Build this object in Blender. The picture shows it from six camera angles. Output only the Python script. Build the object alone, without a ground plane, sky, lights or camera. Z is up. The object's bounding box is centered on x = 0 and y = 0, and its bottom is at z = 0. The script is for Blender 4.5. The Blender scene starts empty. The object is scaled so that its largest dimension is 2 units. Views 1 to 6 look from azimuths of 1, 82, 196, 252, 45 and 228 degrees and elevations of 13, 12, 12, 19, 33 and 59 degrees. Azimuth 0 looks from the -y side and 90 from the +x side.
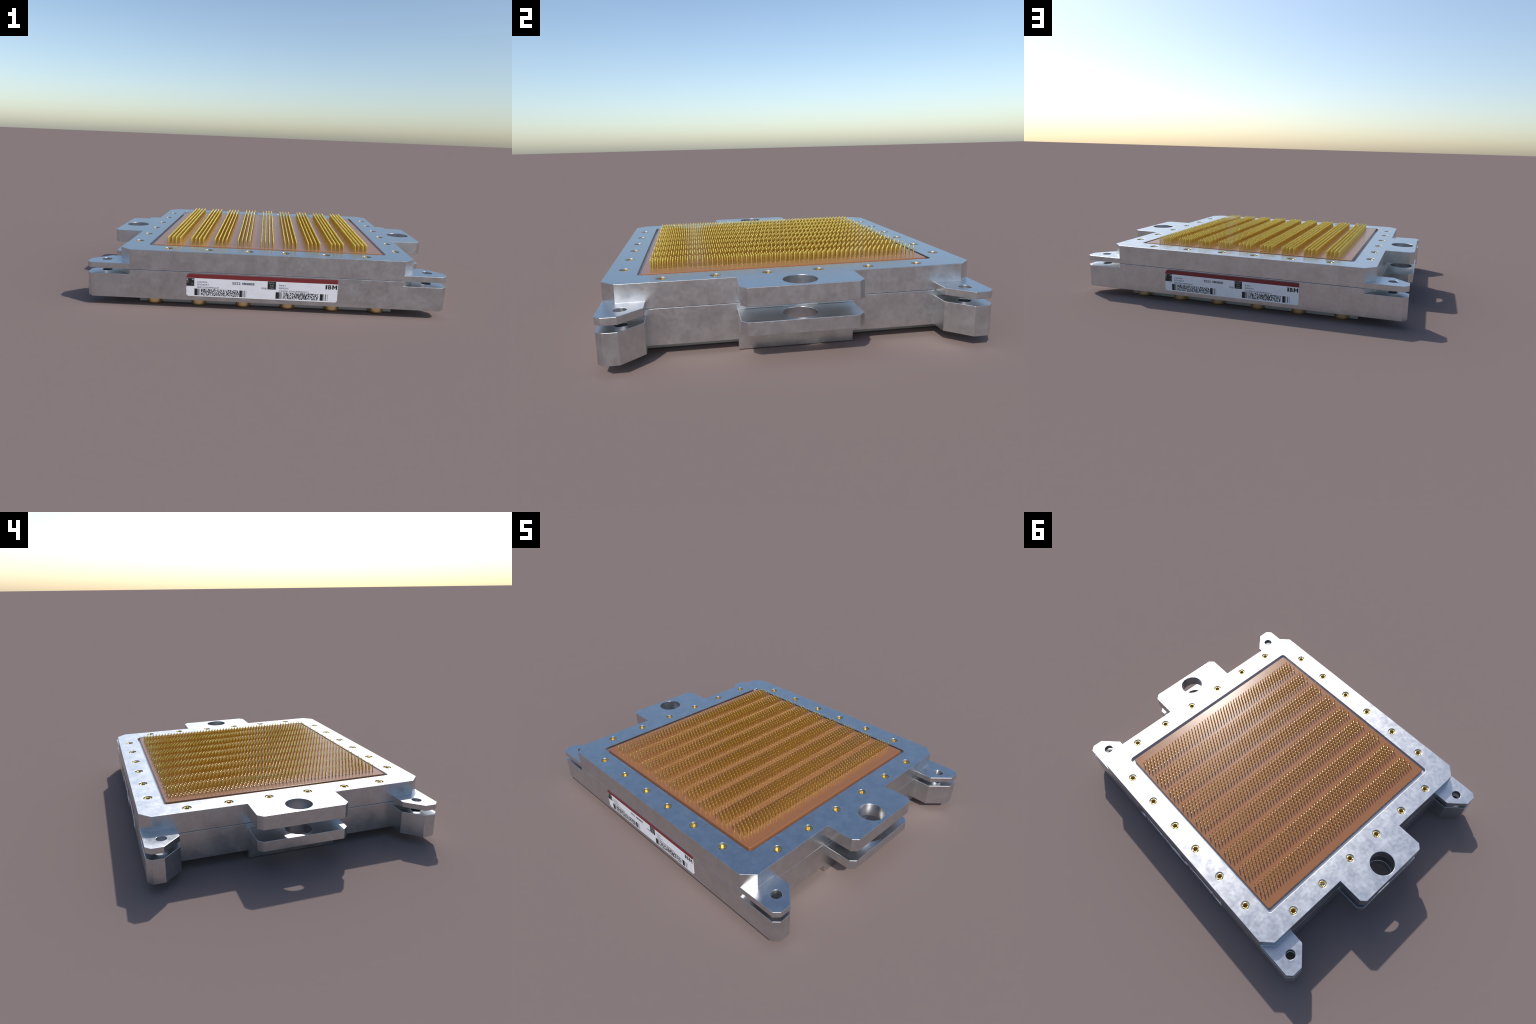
# A ceramic multichip processor module: two clamped aluminium frames with tabs and ears,
# a copper-coloured substrate carrying a field of gold contact pins, gold screws, feet and paper labels.
import bpy, bmesh, math, random
from mathutils import Vector, Matrix
from mathutils.geometry import delaunay_2d_cdt

random.seed(7)
COL = bpy.context.scene.collection

# ----------------------------------------------------------------------------- dimensions (metres)
BX, BY = 0.8184, 0.8174          # half size of the square body
CH = 0.0590                      # corner chamfer of the body
TX, TY, TC = 1.0000, 0.2550, 0.0273   # side tab: reach, half width, chamfer
TAB_HOLE = (0.9091, 0.0, 0.0725)
EX, EIN, EC = 1.0000, 0.6364, 0.0273  # corner ear: reach, inner edge, chamfer
EAR_HOLE = (0.9091, 0.7273, 0.0272)
POCKET, POCKET_R = 0.6835, 0.0220
POCKET_Y, POCKET_Z = 0.6790, 0.3040
SLAB, SLAB_TOP = 0.6625, 0.3236
PLATE = 0.7273
Z_EAR_B, Z_EAR_T = 0.2098, 0.2418
Z_TAB_B, Z_TOP = 0.2448, 0.3228
ZL_BOT, ZL_TAB_B, ZL_TAB_T, ZL_TOP = 0.0460, 0.1235, 0.1810, 0.2084
BORE_R, BORE_Z = 0.0243, 0.3125          # shallow counterbore of the screws
CORE_R, CORE_Z = 0.0165, 0.2660          # and the deeper drilling under the heads
SCREWS = [(sx * 0.7600, y) for sx in (-1, 1) for y in (-0.568, -0.341, -0.114, 0.114, 0.341, 0.568)] + \
         [(x, sy * 0.7450) for sy in (-1, 1) for x in (-0.557, -0.329, -0.1015, 0.1015, 0.329, 0.557)]

# ----------------------------------------------------------------------------- 2D outlines
def circle(cx, cy, r, n):
    return [(cx + r * math.cos(2 * math.pi * i / n), cy + r * math.sin(2 * math.pi * i / n)) for i in range(n)]

def mirror(poly, sx, sy):
    p = [(sx * x, sy * y) for x, y in poly]
    return p if sx * sy > 0 else p[::-1]

def rounded_rect(hx, hy, r, n=8):
    out = []
    for cx, cy, a0 in ((hx - r, hy - r, 0), (-hx + r, hy - r, 90), (-hx + r, -hy + r, 180), (hx - r, -hy + r, 270)):
        for i in range(n + 1):
            a = math.radians(a0 + 90 * i / n)
            out.append((cx + r * math.cos(a), cy + r * math.sin(a)))
    return out

BODY = [(BX - CH, -BY), (BX, -BY + CH), (BX, BY - CH), (BX - CH, BY),
        (-BX + CH, BY), (-BX, BY - CH), (-BX, -BY + CH), (-BX + CH, -BY)]
TAB = [(BX, -TY), (TX - TC, -TY), (TX, -TY + TC), (TX, TY - TC), (TX - TC, TY), (BX, TY)]
EAR = [(BX - CH, BY), (BX, BY - CH), (BX, EIN), (0.9072, EIN), (EX, 0.7281), (EX, BY - EC), (EX - EC, BY)]
TABS = [mirror(TAB, s, 1) for s in (1, -1)]
EARS = [mirror(EAR, sx, sy) for sx in (1, -1) for sy in (1, -1)]
TAB_HOLES = [circle(s * TAB_HOLE[0], 0, TAB_HOLE[2], 64) for s in (1, -1)]
EAR_HOLES = [circle(sx * EAR_HOLE[0], sy * EAR_HOLE[1], EAR_HOLE[2], 40) for sx in (1, -1) for sy in (1, -1)]
BORES = [circle(x, y, BORE_R, 32) for x, y in SCREWS]
CORES = [circle(x, y, CORE_R, 32) for x, y in SCREWS]
PADS = [circle(x, y, BORE_R * 1.3, 16) for x, y in SCREWS] + \
       [circle(s * TAB_HOLE[0], 0, TAB_HOLE[2] * 1.18, 24) for s in (1, -1)] + \
       [circle(sx * EAR_HOLE[0], sy * EAR_HOLE[1], EAR_HOLE[2] * 1.3, 16) for sx in (1, -1) for sy in (1, -1)]
POCKET_P = rounded_rect(POCKET, POCKET_Y, POCKET_R)
PLINTHS = [[(s * 0.715, -TY), (s * BX, -TY), (s * BX, TY), (s * 0.715, TY)] for s in (1, -1)]

def inside(p, poly):
    x, y = p
    c = False
    j = len(poly) - 1
    for i in range(len(poly)):
        xi, yi = poly[i]
        xj, yj = poly[j]
        if (yi > y) != (yj > y) and x < (xj - xi) * (y - yi) / (yj - yi) + xi:
            c = not c
        j = i
    return c

def any_in(p, polys):
    return any(inside(p, q) for q in polys)

# ----------------------------------------------------------------------------- layered machined solid
def layered_solid(outlines, layers, region_of, bevel):
    """outlines: all 2D polygons; layers: [(z0, z1, solid(p))]; returns evaluated bevelled mesh with regions."""
    vs, es = [], []
    for poly in outlines:
        b = len(vs)
        vs += [Vector(p) for p in poly]
        es += [(b + i, b + (i + 1) % len(poly)) for i in range(len(poly))]
    v2, e2, f2 = delaunay_2d_cdt(vs, es, [], 0, 1e-5)[:3]
    cen = [(sum(v2[i].x for i in f) / 3, sum(v2[i].y for i in f) / 3) for f in f2]
    solid = [[L[2](c) for c in cen] for L in layers]
    reg = [region_of(c) for c in cen]
    zs = [layers[0][0]] + [L[1] for L in layers]
    bm = bmesh.new()
    vmap = {}
    def V(i, k):
        if (i, k) not in vmap:
            vmap[(i, k)] = bm.verts.new((v2[i].x, v2[i].y, zs[k]))
        return vmap[(i, k)]
    edge_f = {}
    for fi, f in enumerate(f2):
        for a in range(3):
            edge_f.setdefault((f[a], f[(a + 1) % 3]), fi)
    n = len(layers)
    for fi, f in enumerate(f2):
        a, b, c = f
        ccw = (v2[b] - v2[a]).cross(v2[c] - v2[a]) > 0
        tri = (a, b, c) if ccw else (a, c, b)
        for k in range(n):
            if not solid[k][fi]:
                continue
            if k == n - 1 or not solid[k + 1][fi]:
                bm.faces.new([V(i, k + 1) for i in tri]).material_index = reg[fi]
            if k == 0 or not solid[k - 1][fi]:
                bm.faces.new([V(i, k) for i in reversed(tri)]).material_index = reg[fi]
            for e in range(3):
                p, q = tri[e], tri[(e + 1) % 3]
                nb = edge_f.get((q, p) if ccw else (p, q))
                if nb is None or not solid[k][nb]:
                    bm.faces.new([V(p, k), V(q, k), V(q, k + 1), V(p, k + 1)]).material_index = reg[fi]
    # merge the flat triangles, but keep the even fans around drilled holes so that rims bevel cleanly
    keep = set()
    for f in bm.faces:
        c = f.calc_center_median()
        if any_in((c.x, c.y), PADS):
            keep.update(f.verts)
    bmesh.ops.dissolve_limit(bm, angle_limit=math.radians(0.5), verts=[v for v in bm.verts if v not in keep],
                             edges=[e for e in bm.edges if not (e.verts[0] in keep and e.verts[1] in keep)],
                             delimit={'MATERIAL'})
    me = bpy.data.meshes.new("machined_blank")
    bm.normal_update()
    for f in bm.faces:
        f.smooth = True
    bm.to_mesh(me)
    bm.free()
    ob = bpy.data.objects.new("machined_blank", me)
    COL.objects.link(ob)
    for i in range(max(reg) + 1):
        me.materials.append(None)
    md = ob.modifiers.new("bevel", 'BEVEL')
    md.width = bevel
    md.segments = 2
    md.limit_method = 'ANGLE'
    md.angle_limit = math.radians(25)
    md.use_clamp_overlap = False
    md.loop_slide = False
    md.harden_normals = True
    dg = bpy.context.evaluated_depsgraph_get()
    out = bpy.data.meshes.new_from_object(ob.evaluated_get(dg))
    bpy.data.objects.remove(ob)
    return out

def split_regions(me, pick):
    """pick(polygon centre, region index) -> key; returns {key: mesh} keeping the whole solid's normals."""
    cn = [tuple(c.vector) for c in me.corner_normals]
    groups = {}
    for p in me.polygons:
        groups.setdefault(pick(p.center, p.material_index), []).append(p)
    res = {}
    for key, polys in groups.items():
        idx, verts, faces, norms = {}, [], [], []
        for p in polys:
            f = []
            for li in p.loop_indices:
                vi = me.loops[li].vertex_index
                if vi not in idx:
                    idx[vi] = len(verts)
                    verts.append(me.vertices[vi].co[:])
                f.append(idx[vi])
                norms.append(p.normal[:] if abs(p.normal.z) > 0.9999 else cn[li])
            faces.append(f)
        m = bpy.data.meshes.new("part")
        m.from_pydata(verts, [], faces)
        for p in m.polygons:
            p.use_smooth = True
        m.normals_split_custom_set(norms)
        res[key] = m
    return res

# ----------------------------------------------------------------------------- materials
def new_mat(name):
    m = bpy.data.materials.new(name)
    m.use_nodes = True
    nt = m.node_tree
    for n in list(nt.nodes):
        if n.type not in {'BSDF_PRINCIPLED', 'OUTPUT_MATERIAL'}:
            nt.nodes.remove(n)
    return m, nt, nt.nodes['Principled BSDF']

def N(nt, kind, **kw):
    n = nt.nodes.new(kind)
    for k, v in kw.items():
        if k in n.inputs:
            n.inputs[k].default_value = v
        else:
            setattr(n, k, v)
    return n

def ramp(nt, src, stops):
    r = nt.nodes.new('ShaderNodeValToRGB')
    els = r.color_ramp.elements
    while len(els) < len(stops):
        els.new(0.5)
    for e, (p, c) in zip(els, stops):
        e.position = p
        e.color = (c, c, c, 1) if not isinstance(c, tuple) else (*c, 1)
    nt.links.new(src, r.inputs['Fac'])
    return r.outputs['Color']

def mapped(nt, scale=(1, 1, 1), rot=(0, 0, 0)):
    tc = nt.nodes.new('ShaderNodeTexCoord')
    mp = nt.nodes.new('ShaderNodeMapping')
    mp.inputs['Scale'].default_value = scale
    mp.inputs['Rotation'].default_value = rot
    nt.links.new(tc.outputs['Object'], mp.inputs['Vector'])
    return mp.outputs['Vector']

def noise(nt, vec, scale, detail=3.0, rough=0.55, dist=0.0):
    n = N(nt, 'ShaderNodeTexNoise', Scale=scale, Detail=detail, Roughness=rough, Distortion=dist)
    nt.links.new(vec, n.inputs['Vector'])
    return n.outputs['Fac']

def mixc(nt, fac, a, b, mode='MIX'):
    m = nt.nodes.new('ShaderNodeMix')
    m.data_type = 'RGBA'
    m.blend_type = mode
    for sock, v in ((m.inputs[0], fac), (m.inputs[6], a), (m.inputs[7], b)):
        if hasattr(v, 'is_linked') or isinstance(v, bpy.types.NodeSocket):
            nt.links.new(v, sock)
        elif isinstance(v, tuple):
            sock.default_value = (*v, 1)
        else:
            sock.default_value = v
    return m.outputs[2]

def aluminium():
    m, nt, b = new_mat("worn_aluminium")
    v = mapped(nt)
    clouds = noise(nt, v, 15.0, 3.0, 0.55)
    fine = noise(nt, v, 50.0, 2.0, 0.5)
    c1 = ramp(nt, clouds, [(0.34, 0.0), (0.66, 1.0)])
    c2 = ramp(nt, fine, [(0.34, 0.0), (0.66, 1.0)])
    mask = mixc(nt, 0.42, c1, c2)
    col = mixc(nt, mask, ALU_A, ALU_B)
    nt.links.new(col, b.inputs['Base Color'])
    b.inputs['Metallic'].default_value = 1.0
    mr = N(nt, 'ShaderNodeMapRange')
    mr.inputs['To Min'].default_value = ALU_ROUGH[0]
    mr.inputs['To Max'].default_value = ALU_ROUGH[1]
    nt.links.new(mask, mr.inputs['Value'])
    nt.links.new(mr.outputs['Result'], b.inputs['Roughness'])
    return m

def copper():
    m, nt, b = new_mat("brushed_copper")
    # fine grain brushed in both directions
    gx = noise(nt, mapped(nt, (3.0, 420.0, 60.0)), 1.0, 3.0, 0.6)
    gy = noise(nt, mapped(nt, (420.0, 3.0, 60.0)), 1.0, 3.0, 0.6)
    gm = N(nt, 'ShaderNodeMath', operation='ADD')
    nt.links.new(gx, gm.inputs[0]); nt.links.new(gy, gm.inputs[1])
    g = ramp(nt, gm.outputs[0], [(0.0, 0.0), (1.0, 1.0)])
    half = N(nt, 'ShaderNodeMath', operation='MULTIPLY')
    half.inputs[1].default_value = 0.5
    nt.links.new(gm.outputs[0], half.inputs[0])
    f = ramp(nt, half.outputs[0], [(0.38, 0.0), (0.62, 1.0)])
    col = mixc(nt, f, COP_A, COP_B)
    nt.links.new(col, b.inputs['Base Color'])
    b.inputs['Metallic'].default_value = 0.0
    b.inputs['IOR'].default_value = 1.45
    mr = N(nt, 'ShaderNodeMapRange')
    mr.inputs['To Min'].default_value = COP_ROUGH[0]
    mr.inputs['To Max'].default_value = COP_ROUGH[1]
    nt.links.new(f, mr.inputs['Value'])
    nt.links.new(mr.outputs['Result'], b.inputs['Roughness'])
    return m

def metal(name, col, rough, var=0.04):
    m, nt, b = new_mat(name)
    f = noise(nt, mapped(nt), 60.0, 3.0)
    c = mixc(nt, f, tuple(x * (1 - var) for x in col), tuple(min(1, x * (1 + var)) for x in col))
    nt.links.new(c, b.inputs['Base Color'])
    b.inputs['Metallic'].default_value = 1.0
    b.inputs['Roughness'].default_value = rough
    return m

def matt(name, col, rough=0.6, var=0.06, scale=80.0):
    m, nt, b = new_mat(name)
    f = noise(nt, mapped(nt), scale, 3.0)
    c = mixc(nt, f, tuple(x * (1 - var) for x in col), tuple(min(1, x * (1 + var)) for x in col))
    nt.links.new(c, b.inputs['Base Color'])
    b.inputs['Roughness'].default_value = rough
    return m

def label_paper():
    m, nt, b = new_mat("label_paper")
    v = mapped(nt)
    sep = N(nt, 'ShaderNodeSeparateXYZ')
    nt.links.new(v, sep.inputs[0])
    blot = noise(nt, v, 30.0, 4.0)
    paper = mixc(nt, ramp(nt, blot, [(0.4, 0.0), (0.75, 1.0)]), PAPER, tuple(c * 0.93 for c in PAPER))
    # red printed band above z = 0.176
    band = N(nt, 'ShaderNodeMath', operation='GREATER_THAN')
    band.inputs[1].default_value = 0.1760
    nt.links.new(sep.outputs['Z'], band.inputs[0])
    col = mixc(nt, band.outputs[0], paper, RED)
    # rubbed, greyish upper rim
    rag = N(nt, 'ShaderNodeMath', operation='MULTIPLY_ADD')
    rag.inputs[1].default_value = 0.012
    nt.links.new(noise(nt, mapped(nt, (14, 14, 60)), 1.5, 5.0, 0.7), rag.inputs[0])
    nt.links.new(sep.outputs['Z'], rag.inputs[2])
    rim = ramp(nt, rag.outputs[0], [(0.2045, 0.0), (0.2075, 0.75)])
    col = mixc(nt, rim, col, (0.16, 0.15, 0.15))
    nt.links.new(col, b.inputs['Base Color'])
    b.inputs['Roughness'].default_value = 0.45
    bp = N(nt, 'ShaderNodeBump', Strength=0.25, Distance=0.004)
    nt.links.new(noise(nt, mapped(nt, (9, 9, 30)), 1.2, 4.0, 0.6), bp.inputs['Height'])
    nt.links.new(bp.outputs['Normal'], b.inputs['Normal'])
    return m

ALU_A, ALU_B = (0.56, 0.57, 0.585), (0.66, 0.67, 0.685)
ALU_ROUGH = (0.28, 0.37)
COP_A, COP_B = (0.290, 0.116, 0.046), (0.300, 0.122, 0.050)
COP_ROUGH = (0.20, 0.29)
PAPER = (0.80, 0.80, 0.83)
RED = (0.19, 0.019, 0.021)
M_ALU = aluminium()
M_COP = copper()
M_PIN = metal("gold_pin", (0.83, 0.63, 0.17), 0.27)
M_SOLDER = metal("pale_solder", (0.52, 0.48, 0.33), 0.33)
M_SCREW = metal("gold_screw", (0.76, 0.57, 0.20), 0.22)
M_SOCKET = metal("dark_orange_socket", (0.50, 0.29, 0.06), 0.50)
M_STUD = metal("brass_stud", (0.95, 0.70, 0.36), 0.36)
M_PLATE = metal("dull_plate", (0.55, 0.57, 0.57), 0.40)
M_PAPER = label_paper()
M_INK = matt("black_ink", (0.012, 0.012, 0.012), 0.5)
M_PRINT = matt("grey_print", (0.05, 0.05, 0.055), 0.6)
M_WHITE = matt("pale_print", (0.33, 0.33, 0.34), 0.6)

# ----------------------------------------------------------------------------- object helpers
def add(name, me, parent, mat=None):
    ob = bpy.data.objects.new(name, me)
    COL.objects.link(ob)
    ob.parent = parent
    if mat is not None:
        me.name = name
        me.materials.clear()
        me.materials.append(mat)
    return ob

def lathe(profile, n, cap_bottom=True, cap_top=True):
    """profile: [(r, z)] bottom to top."""
    bm = bmesh.new()
    rings = []
    for r, z in profile:
        rings.append([bm.verts.new((r * math.cos(2 * math.pi * i / n), r * math.sin(2 * math.pi * i / n), z)) for i in range(n)])
    for a, b in zip(rings, rings[1:]):
        for i in range(n):
            bm.faces.new((a[i], a[(i + 1) % n], b[(i + 1) % n], b[i]))
    if cap_bottom:
        bm.faces.new(rings[0][::-1])
    if cap_top:
        bm.faces.new(rings[-1])
    return bm

def finish(bm, name, smooth_angle=35):
    me = bpy.data.meshes.new(name)
    bmesh.ops.recalc_face_normals(bm, faces=bm.faces[:])
    for f in bm.faces:
        f.smooth = True
    for e in bm.edges:
        if len(e.link_faces) == 2 and e.calc_face_angle(0) > math.radians(smooth_angle):
            e.smooth = False
    bm.to_mesh(me)
    bm.free()
    return me

def flat_caps(me):
    """keep large level faces optically flat although their bevelled rims are smooth"""
    cn = [c.vector.copy() for c in me.corner_normals]
    for p in me.polygons:
        if abs(p.normal.z) > 0.999:
            for li in p.loop_indices:
                cn[li] = p.normal.copy()
    me.normals_split_custom_set([tuple(c) for c in cn])
    return me

def box_into(bm, x0, x1, y0, y1, z0, z1):
    vs = [bm.verts.new(p) for p in ((x0, y0, z0), (x1, y0, z0), (x1, y1, z0), (x0, y1, z0),
                                    (x0, y0, z1), (x1, y0, z1), (x1, y1, z1), (x0, y1, z1))]
    for f in ((3, 2, 1, 0), (4, 5, 6, 7), (0, 1, 5, 4), (1, 2, 6, 5), (2, 3, 7, 6), (3, 0, 4, 7)):
        bm.faces.new([vs[i] for i in f])

def prism(poly, z0, z1):
    bm = bmesh.new()
    a = [bm.verts.new((x, y, z0)) for x, y in poly]
    b = [bm.verts.new((x, y, z1)) for x, y in poly]
    n = len(poly)
    for i in range(n):
        bm.faces.new((a[i], a[(i + 1) % n], b[(i + 1) % n], b[i]))
    bm.faces.new(a[::-1])
    bm.faces.new(b)
    bmesh.ops.recalc_face_normals(bm, faces=bm.faces[:])
    return bm

def bevel_bm(bm, w, seg, angle=30):
    es = [e for e in bm.edges if len(e.link_faces) == 2 and e.calc_face_angle(0) > math.radians(angle)]
    bmesh.ops.bevel(bm, geom=es, offset=w, segments=seg, profile=0.5, affect='EDGES', clamp_overlap=True)

# ----------------------------------------------------------------------------- the module
root = bpy.data.objects.new("multichip_module", None)
COL.objects.link(root)
root["label"] = "square aluminium processor module with gold pin field and labels"
root["category"] = "electronic component"

# regions: 0 body, 1 tab, 2 ear
def region(p):
    if any_in(p, EARS):
        return 2
    if any_in(p, TABS):
        return 1
    return 0

def key_of(c, r):
    if r == 0:
        return ("frame", 0, 0)
    if r == 1:
        return ("tab", c.x > 0, 0)
    return ("ear", c.x > 0, c.y > 0)

body = lambda p: inside(p, BODY)
ears = lambda p: any_in(p, EARS) and not any_in(p, EAR_HOLES)
tabs = lambda p: any_in(p, TABS) and not any_in(p, TAB_HOLES)
pocket = lambda p: inside(p, POCKET_P)
bores = lambda p: any_in(p, BORES)
cores = lambda p: any_in(p, CORES)

def place_solid(me, names):
    parts = split_regions(me, key_of)
    frame = add(names[0], parts.pop(("frame", 0, 0)), root, M_ALU)
    for k in sorted(parts):
        add(names[1] if k[0] == "tab" else names[2], parts[k], frame, M_ALU)
    return frame

upper = layered_solid(
    [BODY, POCKET_P] + PADS + TABS + EARS + TAB_HOLES + EAR_HOLES + BORES + CORES,
    [(Z_EAR_B, Z_EAR_T, lambda p: body(p) or ears(p)),
     (Z_EAR_T, Z_TAB_B, body),
     (Z_TAB_B, CORE_Z, lambda p: body(p) or tabs(p)),
     (CORE_Z, POCKET_Z, lambda p: (body(p) and not cores(p)) or tabs(p)),
     (POCKET_Z, BORE_Z, lambda p: (body(p) and not pocket(p) and not cores(p)) or tabs(p)),
     (BORE_Z, Z_TOP, lambda p: (body(p) and not pocket(p) and not bores(p)) or tabs(p))],
    region, 0.0019)
upper_frame = place_solid(upper, ("upper_frame", "side_tab", "corner_ear"))

lower = layered_solid(
    [BODY] + PADS + TABS + EARS + TAB_HOLES + EAR_HOLES + PLINTHS,
    [(0.0, ZL_BOT, lambda p: any_in(p, PLINTHS)),
     (ZL_BOT, ZL_TAB_B, lambda p: body(p) or ears(p)),
     (ZL_TAB_B, ZL_TAB_T, lambda p: body(p) or ears(p) or tabs(p)),
     (ZL_TAB_T, ZL_TOP, body)],
    region, 0.0019)
lower_frame = place_solid(lower, ("lower_frame", "side_tab", "corner_ear"))

# thin seal between the frames, set back from the outside
bm = prism(rounded_rect(BX - 0.010, BY - 0.010, 0.06), ZL_TOP - 0.004, Z_EAR_B + 0.004)
add("frame_gasket", finish(bm, "frame_gasket"), root, M_PLATE)

# cold plate underneath
bm = prism(rounded_rect(PLATE, PLATE, 0.004, 3), 0.0015, ZL_BOT + 0.004)
add("cold_plate", finish(bm, "cold_plate"), root, M_PLATE)

# substrate
bm = prism(rounded_rect(SLAB, SLAB, 0.010, 5), 0.3030, SLAB_TOP)
bevel_bm(bm, 0.0030, 3, 40)
add("substrate", flat_caps(finish(bm, "substrate", 60)), root, M_COP)

# feet: gold studs half sunk in the cold plate's long edges
stud_me = finish(lathe([(0.0445, ZL_BOT + 0.003), (0.0445, 0.0130), (0.0438, 0.0070), (0.0420, 0.0025), (0.0395, 0.0002)][::-1], 48), "brass_stud", 50)
stud_me.materials.append(M_STUD)
for sy in (-1, 1):
    for i in range(6):
        o = add("brass_stud", stud_me, root)
        o.location = ((i - 2.5) * 0.25455, sy * 0.7268, 0)

# ----------------------------------------------------------------------------- screws
def screw_mesh(floor):
    n = 48
    def ring(fn, z):
        return [(fn(2 * math.pi * i / n) * math.cos(2 * math.pi * i / n),
                 fn(2 * math.pi * i / n) * math.sin(2 * math.pi * i / n), z) for i in range(n)]
    lobe = lambda a: 0.0120 + 0.0010 * math.cos(6 * a)
    const = lambda r: (lambda a: r)
    rows = [ring(const(0.0182), 0.3080), ring(const(0.0182), 0.3184), ring(const(0.0181), 0.3185),
            ring(lobe, 0.3185), ring(lobe, 0.2850 if floor else 0.3080)]
    bm = bmesh.new()
    vr = [[bm.verts.new(p) for p in r] for r in rows]
    for a, b in zip(vr, vr[1:]):
        for i in range(n):
            bm.faces.new((a[i], a[(i + 1) % n], b[(i + 1) % n], b[i]))
    for f in bm.faces:                               # socket faces get a darker, more orange and rougher tone than the head
        if all(math.hypot(v.co.x, v.co.y) < 0.014 for v in f.verts):
            f.material_index = 2
    if floor:
        bm.faces.new(vr[-1]).material_index = 2
    else:
        low = [bm.verts.new((v.co.x, v.co.y, 0.3030)) for v in vr[-1]]
        for i in range(n):
            bm.faces.new((vr[-1][i], vr[-1][(i + 1) % n], low[(i + 1) % n], low[i]))
        bm.faces.new(low).material_index = 1         # bare aluminium seen at the bottom of the sleeve
    for f in bm.faces:
        f.smooth = True
    for e in bm.edges:
        if len(e.link_faces) == 2 and e.calc_face_angle(0) > math.radians(35):
            e.smooth = False
    me = bpy.data.meshes.new("socket_screw")
    bm.to_mesh(me)
    bm.free()
    me.materials.append(M_SCREW)
    me.materials.append(M_ALU)
    me.materials.append(M_SOCKET)
    return me

screw_me, sleeve_me = screw_mesh(True), screw_mesh(False)
for x, y in SCREWS:
    hollow = x < -0.7 and abs(y - 0.341) < 0.01
    o = add("threaded_sleeve" if hollow else "socket_screw", sleeve_me if hollow else screw_me, root)
    o.location = (x, y, 0)
    o.rotation_euler = (0, 0, random.uniform(0, math.pi / 3))

# ----------------------------------------------------------------------------- contact pins
PITCH, BAND, NROW, PIN_Y0, PIN_X0 = 0.022725, 0.13636, 56, -0.6272, -0.0008
PIN_H = 0.0428
def pin_bm(n=10):
    # low domed collar, straight shaft, pointed tip
    return lathe([(0.0060, 0.0), (0.0060, 0.0009), (0.0048, 0.0012), (0.0036, 0.0014), (0.0036, 0.0180),
                  (0.0034, 0.0290), (0.0029, 0.0360), (0.0020, 0.0403), (0.0012, 0.0420), (0.0004, PIN_H)], n, False, True)

def dress_pins(me, z0):
    """shafts are gold, the low collars pale solder"""
    me.materials.clear()
    me.materials.append(M_PIN)
    me.materials.append(M_SOLDER)
    for p in me.polygons:
        if all(me.vertices[v].co.z < z0 + 0.0020 for v in p.vertices):
            p.material_index = 1
    return me

pin_me = dress_pins(finish(pin_bm(), "contact_pin", 50), 0.0)
sites = []
for b in range(9):
    for c in range(4):
        x = PIN_X0 + (b - 4) * BAND + (c - 1.5) * PITCH
        for k in range(NROW):
            y = PIN_Y0 + (k + (0.5 if c % 2 else 0.0)) * PITCH
            sites.append((x, y))
sites.sort(key=lambda s: max(abs(s[0]) + 0.0545, abs(s[1])), reverse=True)
for x, y in sites[:300]:
    o = add("contact_pin", pin_me, root)
    o.location = (x, y, SLAB_TOP - 0.0002)
    o.rotation_euler = (random.gauss(0, 0.003), random.gauss(0, 0.003), random.uniform(0, 6.28))
src = pin_bm()
src.verts.ensure_lookup_table()
pv = [v.co.copy() for v in src.verts]
pf = [[v.index for v in f.verts] for f in (src.faces.ensure_lookup_table() or src.faces)]
src.verts.index_update()
pf = [[v.index for v in f.verts] for f in src.faces]
src.free()
vs, fs = [], []
for x, y in sites[300:]:
    b = len(vs)
    m = Matrix.Translation((x, y, SLAB_TOP - 0.0002)) @ Matrix.Rotation(random.gauss(0, 0.003), 4, 'X') @ \
        Matrix.Rotation(random.gauss(0, 0.003), 4, 'Y') @ Matrix.Rotation(random.uniform(0, 6.28), 4, 'Z')
    vs += [(m @ p)[:] for p in pv]
    fs += [[b + i for i in f] for f in pf]
me = bpy.data.meshes.new("contact_pin_field")
me.from_pydata(vs, [], fs)
bm = bmesh.new()
bm.from_mesh(me)
field = add("contact_pin_field", finish(bm, "contact_pin_field", 50), root, M_PIN)
dress_pins(field.data, SLAB_TOP - 0.0002)
field["kind"] = "stuff"
bpy.data.meshes.remove(me)

# ----------------------------------------------------------------------------- labels
LX0, LX1, LZ0, LZ1 = -0.4430, 0.3985, 0.0706, 0.2035
FACE = -BY                        # front face of the body; the back label is this turned about z

def label_outline():
    pts = []
    def arc(cx, cz, r, a0, n):
        for i in range(n + 1):
            a = math.radians(a0 + 90 * i / n)
            pts.append((cx + r * math.cos(a), cz + r * math.sin(a)))
    arc(LX1 - 0.004, LZ1 - 0.004, 0.004, 0, 3)
    arc(LX0 + 0.027, LZ1 - 0.027, 0.027, 90, 8)
    pts.extend([(LX0, 0.130), (LX0 - 0.0012, 0.112), (LX0 + 0.0006, 0.100), (LX0 - 0.0010, 0.080),
                (LX0 + 0.0060, 0.0770), (LX0 + 0.0080, LZ0 + 0.0008)])
    arc(LX1 - 0.012, LZ0 + 0.012, 0.012, 270, 6)
    return pts

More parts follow.
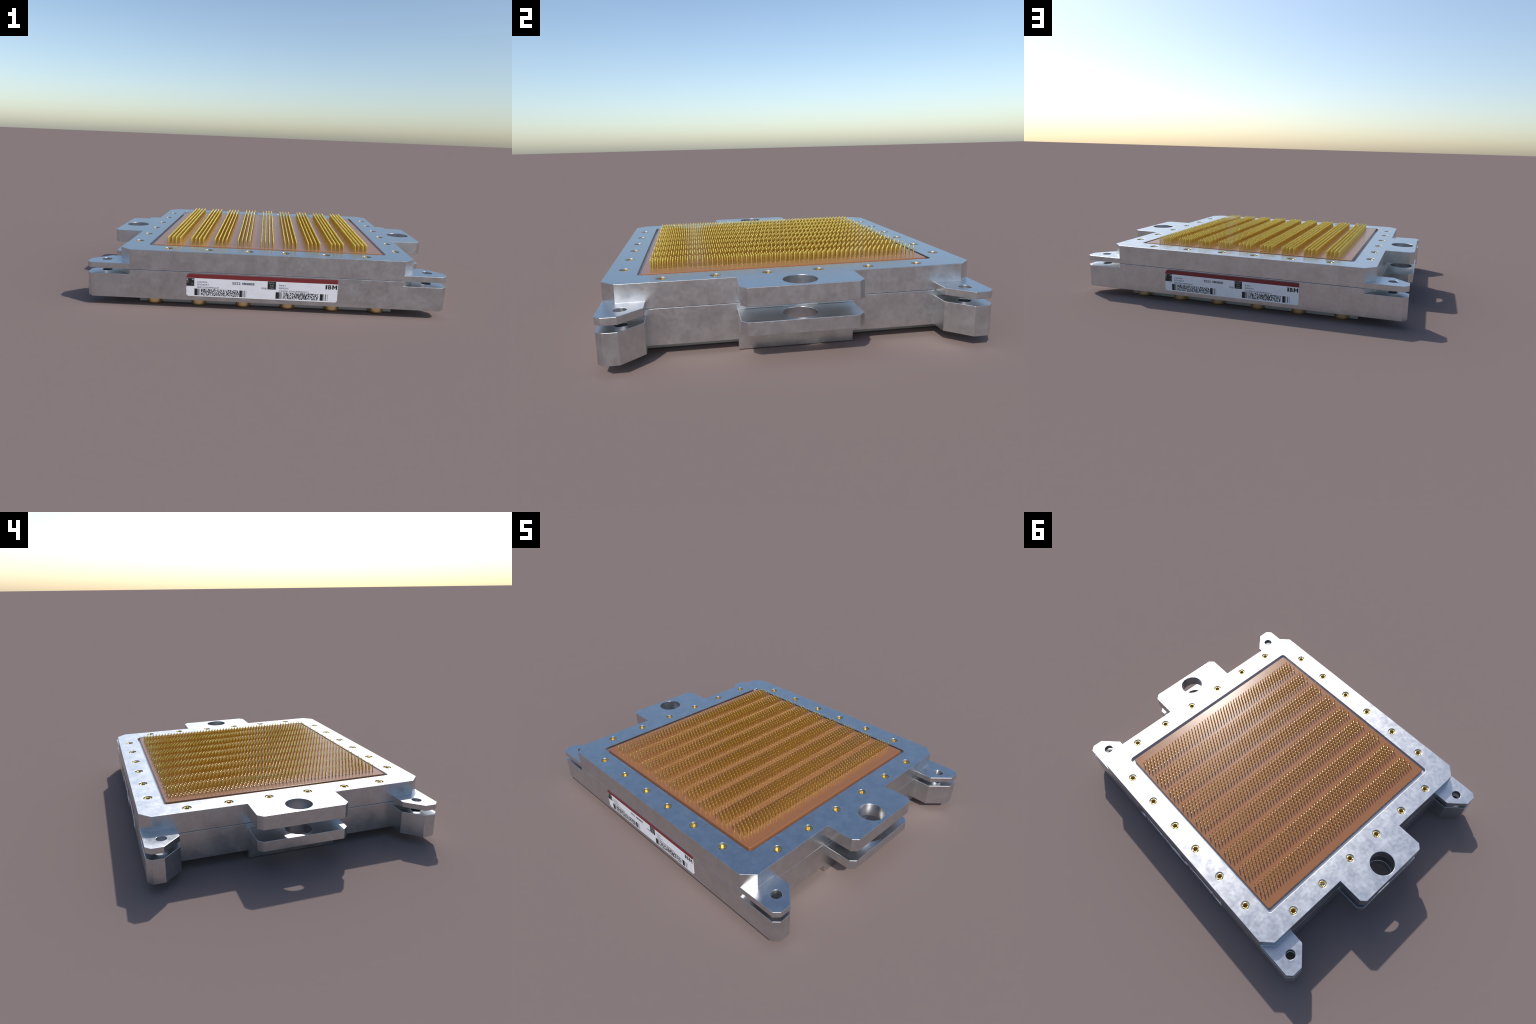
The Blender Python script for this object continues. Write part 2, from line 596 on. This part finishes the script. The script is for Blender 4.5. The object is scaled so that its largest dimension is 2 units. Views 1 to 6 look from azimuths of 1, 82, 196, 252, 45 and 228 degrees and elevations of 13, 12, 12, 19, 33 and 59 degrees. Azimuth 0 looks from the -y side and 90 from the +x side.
def label_mesh():
    bm = prism(label_outline(), 0.0, 0.0012)       # built flat in (x, z), thickness along the third axis
    bevel_bm(bm, 0.0004, 1, 60)
    for v in bm.verts:
        x, z, t = v.co
        v.co = (x, FACE - t - (0.0006 if t > 0 else -0.001), z)
    return finish(bm, "paper_label", 40)

PRINT_Y = FACE - 0.0018

def text_mesh(body, x0, x1, z0, z1, bold=0.0):
    cu = bpy.data.curves.new("print", 'FONT')
    cu.body = body
    cu.size = 1.0
    cu.extrude = 0.0
    cu.offset = bold
    cu.resolution_u = 3
    ob = bpy.data.objects.new("print", cu)
    COL.objects.link(ob)
    me = bpy.data.meshes.new_from_object(ob.evaluated_get(bpy.context.evaluated_depsgraph_get()))
    bpy.data.objects.remove(ob)
    bpy.data.curves.remove(cu)
    xs = [v.co.x for v in me.vertices]
    zs = [v.co.y for v in me.vertices]
    ax, az = min(xs), min(zs)
    sx, sz = (x1 - x0) / (max(xs) - ax), (z1 - z0) / (max(zs) - az)
    for v in me.vertices:
        v.co = (x0 + (v.co.x - ax) * sx, 0.0, z0 + (v.co.y - az) * sz)
    return me

def poly_mesh(polys):
    me = bpy.data.meshes.new("print")
    vs, fs = [], []
    for p in polys:
        fs.append([len(vs) + i for i in range(len(p))])
        vs += [(x, 0.0, z) for x, z in p]
    me.from_pydata(vs, [], fs)
    return me

def join_prints(meshes, depth=0.0004, lift=0.0):
    bm = bmesh.new()
    for me in meshes:
        bm.from_mesh(me)
        bpy.data.meshes.remove(me)
    bmesh.ops.remove_doubles(bm, verts=bm.verts[:], dist=1e-6)
    bm.normal_update()
    for f in bm.faces:                               # face outwards (towards -y)
        if f.normal.y > 0:
            f.normal_flip()
    r = bmesh.ops.extrude_face_region(bm, geom=bm.faces[:])
    for g in r['geom']:
        if isinstance(g, bmesh.types.BMVert):
            g.co.y -= depth
    for v in bm.verts:
        v.co.y += PRINT_Y - lift
    return finish(bm, "print", 20)

def boxes(rects, lift=0.0, depth=0.0004):
    bm = bmesh.new()
    for x0, x1, z0, z1 in rects:
        box_into(bm, x0, x1, PRINT_Y - lift - depth, PRINT_Y - lift + 0.0001, z0, z1)
    return finish(bm, "print", 20)

def stripes(x0, x1, n, z0, z1, duty=0.5):
    w = (x1 - x0) / n
    return [(x0 + i * w, x0 + (i + duty) * w, z0, z1) for i in range(n)]

def stacked_barcode(rng, start, grey, px0, px1, stop, tail, z0, z1, rows):
    out = [(start[0], start[1], z0, z1), (stop[0], stop[1], z0, z1)]
    out += stripes(grey[0], grey[1], 4, z0, z1, 0.55)
    for a, b in tail:
        out += stripes(a, b, 2, z0, z1, 0.55)
    h = (z1 - z0) / rows
    mod = 0.0022
    for r in range(rows):
        x = px0
        on = True
        while x < px1 - mod:
            w = mod * rng.choice((1, 1, 1, 2, 2, 3, 4))
            w = min(w, px1 - x)
            if on:
                out.append((x, x + w, z0 + r * h - 0.0001, z0 + (r + 1) * h))
            on = not on
            x += w
    return out

def make_prints():
    rng = random.Random(417)
    P = {}
    P["part_number"] = (join_prints([
        text_mesh("C03904", -0.3831, -0.3265, 0.1503, 0.1597),
        text_mesh("07G9697", -0.3831, -0.3171, 0.1350, 0.1446),
        text_mesh("00F10365999GLM", -0.3831, -0.2623, 0.1192, 0.1290),
        text_mesh("P0B", -0.0228, 0.0042, 0.1292, 0.1390),
        text_mesh("9441", 0.0731, 0.1077, 0.1503, 0.1597),
        text_mesh("00MGVC", 0.0731, 0.1286, 0.1350, 0.1442),
        text_mesh("CD300U024CB9R00XC1", 0.0731, 0.2381, 0.1188, 0.1282)]), M_PRINT)
    P["model_name"] = (join_prints([text_mesh("SS22", -0.1869, -0.1412, 0.1486, 0.1625, 0.012),
                                    text_mesh("HBN00DE", -0.1322, -0.0638, 0.1486, 0.1625, 0.030)]), M_INK)
    # block capitals of the maker's mark, the last letter drawn from stems and two diagonals
    z0, z1 = 0.1454, 0.1702
    P["maker_mark"] = (join_prints([
        poly_mesh([[(0.3309, z0), (0.3402, z0), (0.3402, z1), (0.3309, z1)],
                   [(0.3676, z0), (0.3752, z0), (0.3752, z1), (0.3676, z1)],
                   [(0.3874, z0), (0.3950, z0), (0.3950, z1), (0.3874, z1)],
                   [(0.37525, z1), (0.37525, z1 - 0.0095), (0.3813, z0 + 0.0030), (0.3813, z0 + 0.0125)],
                   [(0.38735, z1), (0.38735, z1 - 0.0095), (0.38135, z0 + 0.0030), (0.38135, z0 + 0.0125)]]),
        text_mesh("B", 0.3450, 0.3636, z0, z1, 0.035)]), M_INK)
    P["black_panel"] = (boxes([(0.0097, 0.0556, 0.1304, 0.1752), (LX0 + 0.0008, -0.3986, 0.1302, 0.1752)]), M_INK)
    P["panel_lettering"] = (join_prints([
        text_mesh("DATE", 0.0164, 0.0469, 0.1612, 0.1697),
        text_mesh("KB", 0.0241, 0.0420, 0.1476, 0.1556),
        text_mesh("FSN", 0.0217, 0.0432, 0.1347, 0.1418),
        text_mesh("R", -0.4410, -0.4300, 0.1605, 0.1725, 0.03),
        text_mesh("S", -0.4400, -0.4320, 0.1490, 0.1560),
        text_mesh("o", -0.4120, -0.4010, 0.1640, 0.1720, 0.06),
        text_mesh("FRU", -0.4150, -0.4010, 0.1440, 0.1480),
        text_mesh("PN", -0.4150, -0.4040, 0.1335, 0.1370)], lift=0.0005), M_WHITE)
    P["barcode"] = (boxes(
        stacked_barcode(rng, (-0.3972, -0.3819), (-0.3812, -0.3677), -0.3612, -0.1500, (-0.1462, -0.1326),
                        ((-0.1320, -0.1262), (-0.1219, -0.1139), (-0.1098, -0.1075)), 0.0776, 0.1160, 8) +
        stacked_barcode(rng, (0.0564, 0.0742), (0.0750, 0.0913), 0.0974, 0.2956, (0.3026, 0.3177),
                        ((0.3184, 0.3247), (0.3308, 0.3388), (0.3440, 0.3460)), 0.0783, 0.1160, 6)), M_INK)
    return P

front = add("paper_label", label_mesh(), root, M_PAPER)
back = add("paper_label", front.data, root)
back.rotation_euler = (0, 0, math.pi)
for name, (me, mat) in make_prints().items():
    add(name, me, front, mat)
    o = add(name, me, back)

for m in [m for m in bpy.data.meshes if m.users == 0]:
    bpy.data.meshes.remove(m)
